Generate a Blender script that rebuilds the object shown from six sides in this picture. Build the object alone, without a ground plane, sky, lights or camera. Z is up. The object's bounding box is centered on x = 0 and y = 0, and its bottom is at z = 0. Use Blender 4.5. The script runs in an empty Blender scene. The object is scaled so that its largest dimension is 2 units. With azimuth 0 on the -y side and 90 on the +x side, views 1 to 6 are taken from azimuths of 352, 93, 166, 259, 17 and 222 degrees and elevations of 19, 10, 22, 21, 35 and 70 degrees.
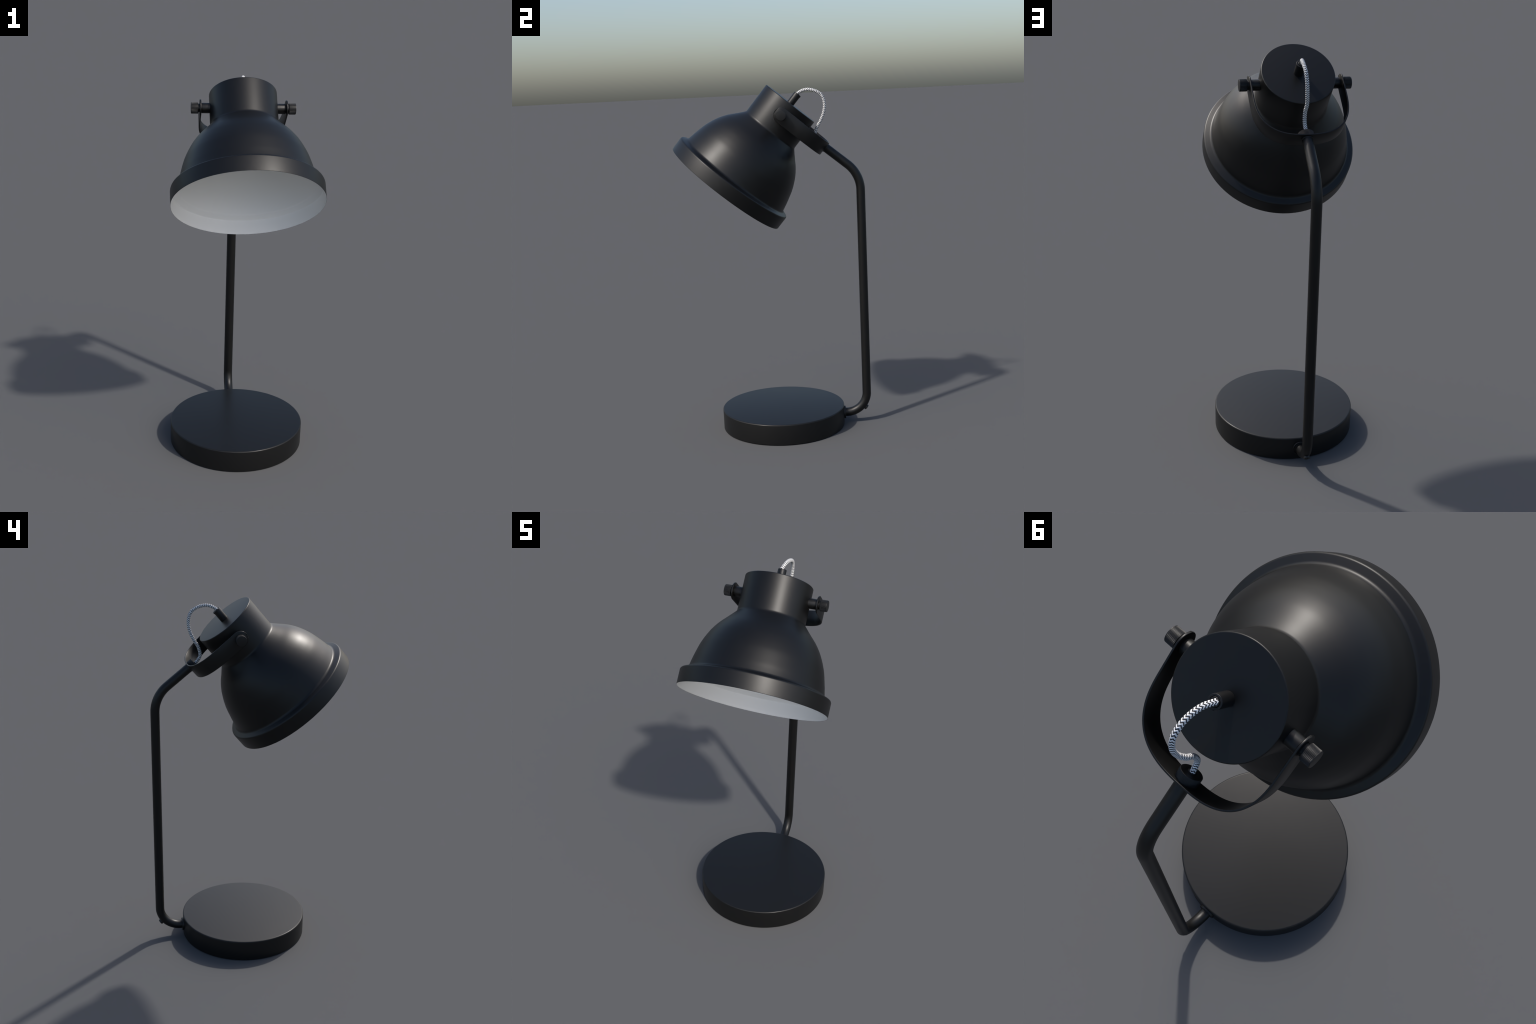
"""Matt black desk lamp: round weighted base, bent tube stem, U-shaped yoke,
tilting bell shade with white lining, braided black-and-white flex."""
import bpy, bmesh, math
from mathutils import Vector, Matrix

# ----------------------------------------------------------------- materials
def paint(name, colour, rough, bump=0.0, scale=400.0, spec=0.5, vary=0.0, coat=0.0, coat_rough=0.3):
    m = bpy.data.materials.new(name)
    m.use_nodes = True
    nt = m.node_tree
    b = nt.nodes["Principled BSDF"]
    b.inputs["Base Color"].default_value = (*colour, 1)
    b.inputs["Roughness"].default_value = rough
    b.inputs["Specular IOR Level"].default_value = spec
    b.inputs["Coat Weight"].default_value = coat
    b.inputs["Coat Roughness"].default_value = coat_rough
    tc = nt.nodes.new("ShaderNodeTexCoord")
    if vary:
        n = nt.nodes.new("ShaderNodeTexNoise")
        n.inputs["Scale"].default_value = 9.0
        n.inputs["Detail"].default_value = 4.0
        r = nt.nodes.new("ShaderNodeMapRange")
        r.inputs["To Min"].default_value = rough - vary
        r.inputs["To Max"].default_value = rough + vary
        nt.links.new(tc.outputs["Object"], n.inputs["Vector"])
        nt.links.new(n.outputs["Fac"], r.inputs["Value"])
        nt.links.new(r.outputs["Result"], b.inputs["Roughness"])
    if bump:
        n = nt.nodes.new("ShaderNodeTexNoise")
        n.inputs["Scale"].default_value = scale
        n.inputs["Detail"].default_value = 2.0
        bp = nt.nodes.new("ShaderNodeBump")
        bp.inputs["Strength"].default_value = bump
        bp.inputs["Distance"].default_value = 0.001
        nt.links.new(tc.outputs["Object"], n.inputs["Vector"])
        nt.links.new(n.outputs["Fac"], bp.inputs["Height"])
        nt.links.new(bp.outputs["Normal"], b.inputs["Normal"])
    return m

BLACK = paint("black_satin_paint", (0.0026, 0.0026, 0.0026), 0.425, vary=0.01, spec=.38)
PLASTIC = paint("black_plastic", (0.0038, 0.0038, 0.0040), 0.45, spec=.42)
BASE_PAINT = paint("black_base_paint", (0.0022, 0.0022, 0.0022), 0.60, spec=.26, coat=.27, coat_rough=.26)
STEEL = paint("dark_screw_steel", (0.009, 0.009, 0.009), 0.5, spec=.4)
WHITE = paint("white_enamel", (0.945, 0.94, 0.92), 0.5)
YARN_W = paint("white_yarn", (0.80, 0.80, 0.80), 0.8, bump=0.3, scale=900)
YARN_B = paint("black_yarn", (0.022, 0.022, 0.026), 0.8, bump=0.3, scale=900)

# ----------------------------------------------------------------- helpers
def finish(name, bm, mat, parent, matrix=None, angle=35):
    bmesh.ops.remove_doubles(bm, verts=bm.verts, dist=1e-6)
    bmesh.ops.recalc_face_normals(bm, faces=bm.faces)
    me = bpy.data.meshes.new(name)
    bm.to_mesh(me)
    bm.free()
    me.materials.append(mat)
    me.polygons.foreach_set("use_smooth", [True] * len(me.polygons))
    me.set_sharp_from_angle(angle=math.radians(angle))
    o = bpy.data.objects.new(name, me)
    bpy.context.scene.collection.objects.link(o)
    o.parent = parent
    if matrix is not None:
        o.matrix_basis = matrix
    return o

def rounded(points, steps=6):
    """Polyline of (u, v, fillet radius); every corner with a radius is rounded."""
    out = []
    for i, p in enumerate(points):
        r = p[2] if len(p) > 2 else 0
        if not r or i in (0, len(points) - 1):
            out.append((p[0], p[1]))
            continue
        P = Vector(p[:2]); A = Vector(points[i-1][:2]) - P; B = Vector(points[i+1][:2]) - P
        la, lb = A.length, B.length
        A.normalize(); B.normalize()
        half = A.angle(B) / 2
        t = min(r / math.tan(half), la * (.98 if i == 1 else .49), lb * (.98 if i == len(points) - 2 else .49))
        rr = t * math.tan(half)
        c = P + (A + B).normalized() * (rr / math.sin(half))
        s, e = (P + A * t) - c, (P + B * t) - c
        a0 = math.atan2(s.y, s.x)
        d = (math.atan2(e.y, e.x) - a0 + math.pi) % (2 * math.pi) - math.pi
        for k in range(steps + 1):
            a = a0 + d * k / steps
            out.append((c.x + rr * math.cos(a), c.y + rr * math.sin(a)))
    return out

def spline(points, n=10):
    """Catmull-Rom through points of any dimension."""
    P = [Vector(p) for p in points]
    P = [2 * P[0] - P[1]] + P + [2 * P[-1] - P[-2]]
    out = []
    for i in range(1, len(P) - 2):
        a, b, c, d = P[i-1:i+3]
        for k in range(n):
            t = k / n
            out.append(0.5 * (2*b + (c-a)*t + (2*a-5*b+4*c-d)*t*t + (3*b-a-3*c+d)*t**3))
    return out + [P[-2]]

def lathe(bm, profile, segs=128, teeth=None):
    """Revolve (radius, z) about z. teeth=(count, depth, z0, z1) knurls a zone."""
    rows = []
    if teeth:
        segs = teeth[0] * 4
    for r, z in profile:
        if r < 1e-7:
            rows.append([bm.verts.new((0, 0, z))])
            continue
        row = []
        for k in range(segs):
            rr = r
            if teeth and teeth[2] <= z <= teeth[3] and k % 4 in (2, 3):
                rr = r - teeth[1]
            a = 2 * math.pi * k / segs
            row.append(bm.verts.new((rr * math.cos(a), rr * math.sin(a), z)))
        rows.append(row)
    for A, B in zip(rows, rows[1:]):
        for k in range(segs):
            k2 = (k + 1) % segs
            if len(A) == 1 and len(B) == 1:
                continue
            if len(A) == 1:
                bm.faces.new((A[0], B[k], B[k2]))
            elif len(B) == 1:
                bm.faces.new((A[k], B[0], A[k2]))
            else:
                bm.faces.new((A[k], B[k], B[k2], A[k2]))

def frames(path):
    """Parallel-transport frames along a list of Vectors."""
    T = []
    for i in range(len(path)):
        T.append((path[min(i+1, len(path)-1)] - path[max(i-1, 0)]).normalized())
    n = Vector((1, 0, 0))
    out = []
    for t in T:
        n = (n - t * n.dot(t)).normalized()
        out.append((t, n, t.cross(n)))
    return out

def tube(bm, path, r, segs=32):
    rows = []
    for p, (t, n, b) in zip(path, frames(path)):
        rows.append([bm.verts.new(p + r * (n * math.cos(2*math.pi*k/segs) + b * math.sin(2*math.pi*k/segs)))
                     for k in range(segs)])
    for A, B in zip(rows, rows[1:]):
        for k in range(segs):
            bm.faces.new((A[k], A[(k+1) % segs], B[(k+1) % segs], B[k]))
    bm.faces.new(rows[0])
    bm.faces.new(rows[-1])

def along(origin, z_dir, x_hint=(1, 0, 0)):
    """Matrix whose local z runs along z_dir."""
    z = Vector(z_dir).normalized()
    x = Vector(x_hint)
    if abs(x.dot(z)) > .95:
        x = Vector((0, 0, 1))
    x = (x - z * x.dot(z)).normalized()
    y = z.cross(x)
    m = Matrix((x, y, z)).transposed().to_4x4()
    m.translation = Vector(origin)
    return m

# ----------------------------------------------------------------- the lamp
lamp = bpy.data.objects.new("desk_lamp", None)
bpy.context.scene.collection.objects.link(lamp)
lamp["label"] = "matt black desk lamp with tilting bell shade and braided cord"
lamp["category"] = "desk lamp"

# ---- base ---------------------------------------------------------------
BASE_Y, BASE_R, BASE_H = 0.0208, 0.3600, 0.1190
bm = bmesh.new()
lathe(bm, rounded([(0, 0), (BASE_R - .001, 0, .004), (BASE_R, BASE_H, .007), (0, BASE_H)]), 192)
base = finish("base", bm, BASE_PAINT, lamp, Matrix.Translation((0, BASE_Y, 0)))

# ---- stem: one tube bent twice in the plane x = 0 ------------------------
PIVOT = Vector((0, .0863, 1.8310))
ARM_ANGLE = math.radians(39.5)        # upper run of the stem
YOKE_ANGLE = math.radians(40.9)
A_DIR = Vector((0, math.cos(YOKE_ANGLE), -math.sin(YOKE_ANGLE)))   # yoke direction, outward
W_DIR = Vector((0, math.sin(YOKE_ANGLE), math.cos(YOKE_ANGLE)))    # across the strap
POLE_Y, POLE_R, FOOT_Z = .5170, .0250, .0625
YOKE_BACK = .310
corner_z = PIVOT.z - (POLE_Y - PIVOT.y) * math.tan(ARM_ANGLE)
start = PIVOT + Vector((0, math.cos(ARM_ANGLE), -math.sin(ARM_ANGLE))) * (YOKE_BACK - .012)
bend = rounded([(start.y, start.z), (POLE_Y, corner_z, .19),
                (POLE_Y, FOOT_Z, .12), (BASE_Y + BASE_R - .03, FOOT_Z)], 20)
path = []
for i, (y, z) in enumerate(bend):
    path.append(Vector((0, y, z)))
bm = bmesh.new()
tube(bm, path, POLE_R, 40)
stem = finish("stem", bm, BLACK, lamp)

# grommet where the stem enters the base
bm = bmesh.new()
lathe(bm, rounded([(.0, 0), (.0375, 0), (.0375, .0125, .004), (.0315, .0125, .002), (.0315, .0085, .001),
                   (.0285, .0085, .001), (.0285, .0125, .0015), (.0, .0125)], 4), 64)
finish("grommet", bm, PLASTIC, stem, along((0, BASE_Y + BASE_R - .004, FOOT_Z), (0, 1, 0)))

# cross-head screw on the outside of the lower bend
a = math.radians(38.7)
n = Vector((0, math.cos(a), -math.sin(a)))
c = Vector((0, POLE_Y - .12, FOOT_Z + .12)) + n * (.12 + POLE_R - .005)
bm = bmesh.new()
lathe(bm, rounded([(0, 0), (.0152, 0), (.0152, .0128, .0025), (.0105, .0132, .001), (.0095, .0112), (0, .0112)], 4), 40)
screw = finish("screw", bm, STEEL, stem, along(c, n))
bm = bmesh.new()
for ang in (20, 110):
    m = Matrix.Rotation(math.radians(ang), 4, 'Z') @ Matrix.Translation((0, 0, .0118)) @ Matrix.Diagonal((.016, .0042, .0024, 1))
    bmesh.ops.create_cube(bm, size=1, matrix=m)
finish("screw_cross", bm, STEEL, screw)

# ---- yoke: flat strap bent to a U ---------------------------------------
HALF_X, STRAP_W, STRAP_T, ARC0 = .2205, .043, .0066, .090
def yoke_line():
    """Centre line in (x, a): straight leg, super-elliptic bow, straight leg."""
    hx, back, n = HALF_X - STRAP_T / 2, YOKE_BACK - STRAP_T / 2, 2.65
    pts = []
    for k in range(97):
        t = math.pi * k / 96
        cx, sx = math.cos(t), math.sin(t)
        pts.append((hx * math.copysign(abs(cx) ** (2 / n), cx), ARC0 + (back - ARC0) * abs(sx) ** (2 / n)))
    legs = [(hx, -STRAP_W + i * (STRAP_W + ARC0) / 32) for i in range(32)]
    return legs + pts + [(-x, a_) for x, a_ in reversed(legs)]
line = yoke_line()
bm = bmesh.new()
rows = []
for i, (x, a_) in enumerate(line):
    x0, a0 = line[max(i-1, 0)]; x1, a1 = line[min(i+1, len(line)-1)]
    t = Vector((x1 - x0, a1 - a0)).normalized()
    nx, na = t.y, -t.x
    # strap ends are half discs round the pivot
    hw = STRAP_W - .0015 * min(a_ / .2, 1) if a_ >= 0 else math.sqrt(max(STRAP_W**2 - a_**2, 0))
    hw = max(hw, .0008)
    cham = min(.0016, hw * .4)
    h = STRAP_T / 2
    sec = [(-h, -hw + cham), (-h, hw - cham), (-h + cham*.35, hw - cham*.3), (-h + cham, hw), (h - cham, hw),
           (h - cham*.35, hw - cham*.3), (h, hw - cham), (h, -hw + cham), (h - cham*.35, -hw + cham*.3),
           (h - cham, -hw), (-h + cham, -hw), (-h + cham*.35, -hw + cham*.3)]
    row = []
    for d, w in sec:
        p = PIVOT + Vector((x + nx * d, 0, 0)) + A_DIR * (a_ + na * d) + W_DIR * w
        row.append(bm.verts.new(p))
    rows.append(row)
for A, B in zip(rows, rows[1:]):
    for k in range(12):
        k2 = (k + 1) % 12
        bm.faces.new((A[k], B[k], B[k2], A[k2]))
bm.faces.new(rows[0]); bm.faces.new(rows[-1])
yoke = finish("yoke", bm, BLACK, lamp, angle=40)

# knurled nut that clamps the yoke on the stem
bm = bmesh.new()
lathe(bm, rounded([(.0098, -.02), (.0125, .0300, .001), (.0345, .0300, .0025), (.0362, .0275), (.0362, .0), (.0098, 0)], 3), 96,
      teeth=(96, .0008, -.001, .0276))
nut = finish("nut", bm, PLASTIC, yoke, along(PIVOT + A_DIR * (YOKE_BACK - STRAP_T), -A_DIR))
bm = bmesh.new()
lathe(bm, rounded([(.0, 0), (.0265, 0), (.0265, .008, .002), (.0, .008)], 4), 64)
finish("dark_disc", bm, PLASTIC, yoke, along(start + Vector((0, math.cos(ARM_ANGLE), -math.sin(ARM_ANGLE))) * .010, start - PIVOT))
# dark cord bushing inside the nut
bm = bmesh.new()
lathe(bm, rounded([(.0, 0), (.013, 0), (.013, .034, .002), (.0105, .034, .001), (.0, .030)], 4), 40)
finish("bushing", bm, PLASTIC, nut)

# ---- shade ---------------------------------------------------------------
TILT = math.radians(49.9)
AXIS = Vector((0, math.cos(TILT), math.sin(TILT)))     # up the shade, towards the cap
S_PIVOT = .0762                                         # pivot below the cap
CAP = PIVOT + AXIS * S_PIVOT
SHADE_M = along(CAP, AXIS)
NECK_R, RIM_R, RIM_S, CAP_S = .1716, .3776, .6045, -.0026
dome = spline([(.1875, .2030), (.2130, .2310), (.2436, .2640), (.2698, .3000), (.2890, .3350), (.3029, .3660), (.3138, .3965),
               (.3282, .4510), (.3343, .4780)], 5)
profile = rounded([(0, CAP_S), (NECK_R, CAP_S, .0045), (NECK_R, .1850, .022), tuple(dome[0])], 8)
profile += [tuple(p) for p in dome[1:-1]]
profile += rounded([tuple(dome[-2]), (.3411, .5108, .018), (.3776, .5237, .010), (RIM_R, RIM_S - .0015, .0010), (RIM_R - .0008, RIM_S)], 7)[1:]
profile += [(RIM_R - .0012, RIM_S - .0006)]
bm = bmesh.new()
lathe(bm, [(r, -s) for r, s in profile], 192)
shade = finish("shade", bm, BLACK, lamp, SHADE_M, angle=50)

# white lining, 3 mm inside the shell
inner = rounded([(0, .010), (NECK_R - .005, .010, .006), (NECK_R - .005, .1885, .010), (dome[0][0] - .004, dome[0][1] + .003)], 5)
inner += [(p[0] - .004, p[1] + .003) for p in dome[1:-1]]
inner += rounded([(dome[-2][0] - .004, dome[-2][1] + .003), (.3380, .5150, .008), (.3734, .5285, .0015), (RIM_R - .0010, RIM_S)], 6)[1:]
bm = bmesh.new()
lathe(bm, [(r, -s) for r, s in inner], 160)
finish("lining", bm, WHITE, shade, angle=28)

# ---- pivot pins and thumb knobs -------------------------------------------
bm = bmesh.new()
lathe(bm, rounded([(0, .150), (.0258, .150), (.0258, .2105, .0012), (.0215, .2105), (.0215, .2300), (0, .2300)], 3), 64)
pin = finish("pivot_pin", bm, BLACK, shade, SHADE_M.inverted() @ along(PIVOT, (1, 0, 0)))
bm = bmesh.new()
lathe(bm, rounded([(0, .2285), (.0265, .2285, .001), (.0280, .2300), (.0280, .2610), (.0277, .2618), (.0277, .2640, .0012), (0, .2640)], 3), 64,
      teeth=(56, .0010, .2299, .2611))
knob = finish("knob", bm, PLASTIC, yoke, along(PIVOT, (1, 0, 0)), angle=25)
for src, par, pre in ((pin, shade, SHADE_M.inverted()), (knob, yoke, Matrix.Identity(4))):
    o = src.copy()
    bpy.context.scene.collection.objects.link(o)
    o.parent = par
    o.matrix_basis = pre @ along(PIVOT, (-1, 0, 0))

# ---- cord gland on the cap --------------------------------------------------
bm = bmesh.new()
lathe(bm, rounded([(0, -.004), (.0217, -.004), (.0217, .0665, .0015), (.0150, .0665, .001), (.0140, .045), (0, .045)], 4), 56)
gland = finish("cord_gland", bm, PLASTIC, shade, Matrix.Translation((0, 0, .002)))
bm = bmesh.new()
lathe(bm, rounded([(0, .040), (.0132, .040), (.0140, .0685, .002), (.0100, .0685, .001), (0, .060)], 4), 40)
finish("grip", bm, PLASTIC, gland)
# small wedge-shaped lug at the mouth, on the side the cord leaves
bm = bmesh.new()
rows = [[bm.verts.new((x, y, z)) for y, z in ((.016, .0662), (.0230, .0662), (.0237, .0640), (.0220, .0540), (.016, .0520))]
        for x in (-.0085, .0085)]
bm.faces.new(rows[0]); bm.faces.new(rows[1])
for k in range(5):
    bm.faces.new((rows[0][k], rows[0][(k+1) % 5], rows[1][(k+1) % 5], rows[1][k]))
bmesh.ops.bevel(bm, geom=bm.edges[:], offset=.0012, segments=2, affect='EDGES')
side = SHADE_M.to_3x3().inverted() @ Vector((0, AXIS.z, -AXIS.y))
finish("lug", bm, PLASTIC, gland, Matrix.Rotation(math.atan2(side.y, side.x) - math.pi / 2, 4, 'Z'))

# ---- braided flex -----------------------------------------------------------
flex_pts = [PIVOT + AXIS * (S_PIVOT + .045), (-.0030, .1772, 1.9440), (.0074, .2201, 1.9634), (.0139, .2702, 1.9576), (.0129, .3123, 1.9301),
            (.0092, .3275, 1.8830), (.0051, .3214, 1.8320), (-.0003, .3012, 1.7847), (.0010, .2764, 1.7417),
            (-.0010, .2677, 1.6949), (-.0021, .2900, 1.6600), PIVOT + A_DIR * .300]
dense = spline(flex_pts, 24)
arc = [0.0]
for p, q in zip(dense, dense[1:]):
    arc.append(arc[-1] + (q - p).length)
FR = frames(dense)
def on_flex(s):
    s = min(max(s, 0), arc[-1] - 1e-6)
    lo, hi = 0, len(arc) - 1
    while hi - lo > 1:
        mid = (lo + hi) // 2
        if arc[mid] <= s: lo = mid
        else: hi = mid
    f = (s - arc[lo]) / (arc[hi] - arc[lo])
    return (dense[lo].lerp(dense[hi], f), FR[lo][1].lerp(FR[hi][1], f), FR[lo][2].lerp(FR[hi][2], f))

FLEX_R, PITCH, ZIGS, SEG = .0084, .0098, 4, 12
cord = None
around = ZIGS * SEG
bm = bmesh.new()
tube(bm, dense, FLEX_R - .0012, 20)
cord = finish("cord", bm, YARN_B, lamp)
rings = int(arc[-1] / PITCH) - 1
for name, mat, first, share in (("white_thread", YARN_W, 0.0, .56), ("black_thread", YARN_B, .56, .44)):
    bm = bmesh.new()
    for j in range(rings):
        rows = []
        for i in range(6):
            f = i / 5
            lift = math.sin(math.pi * f) ** .6 * .0010
            row = []
            for k in range(around):
                zig = abs((k / SEG) % 1 - .5) * 2 - .5
                s = (j + .7 + first + share * f + zig * .62) * PITCH
                p, n_, b_ = on_flex(s)
                th = 2 * math.pi * k / around
                row.append(bm.verts.new(p + (FLEX_R - .0005 + lift) * (n_ * math.cos(th) + b_ * math.sin(th))))
            rows.append(row)
        for A, B in zip(rows, rows[1:]):
            for k in range(around):
                k2 = (k + 1) % around
                bm.faces.new((A[k], A[k2], B[k2], B[k]))
    me_o = finish(name, bm, mat, cord, angle=80)
    me_o["kind"] = "stuff"
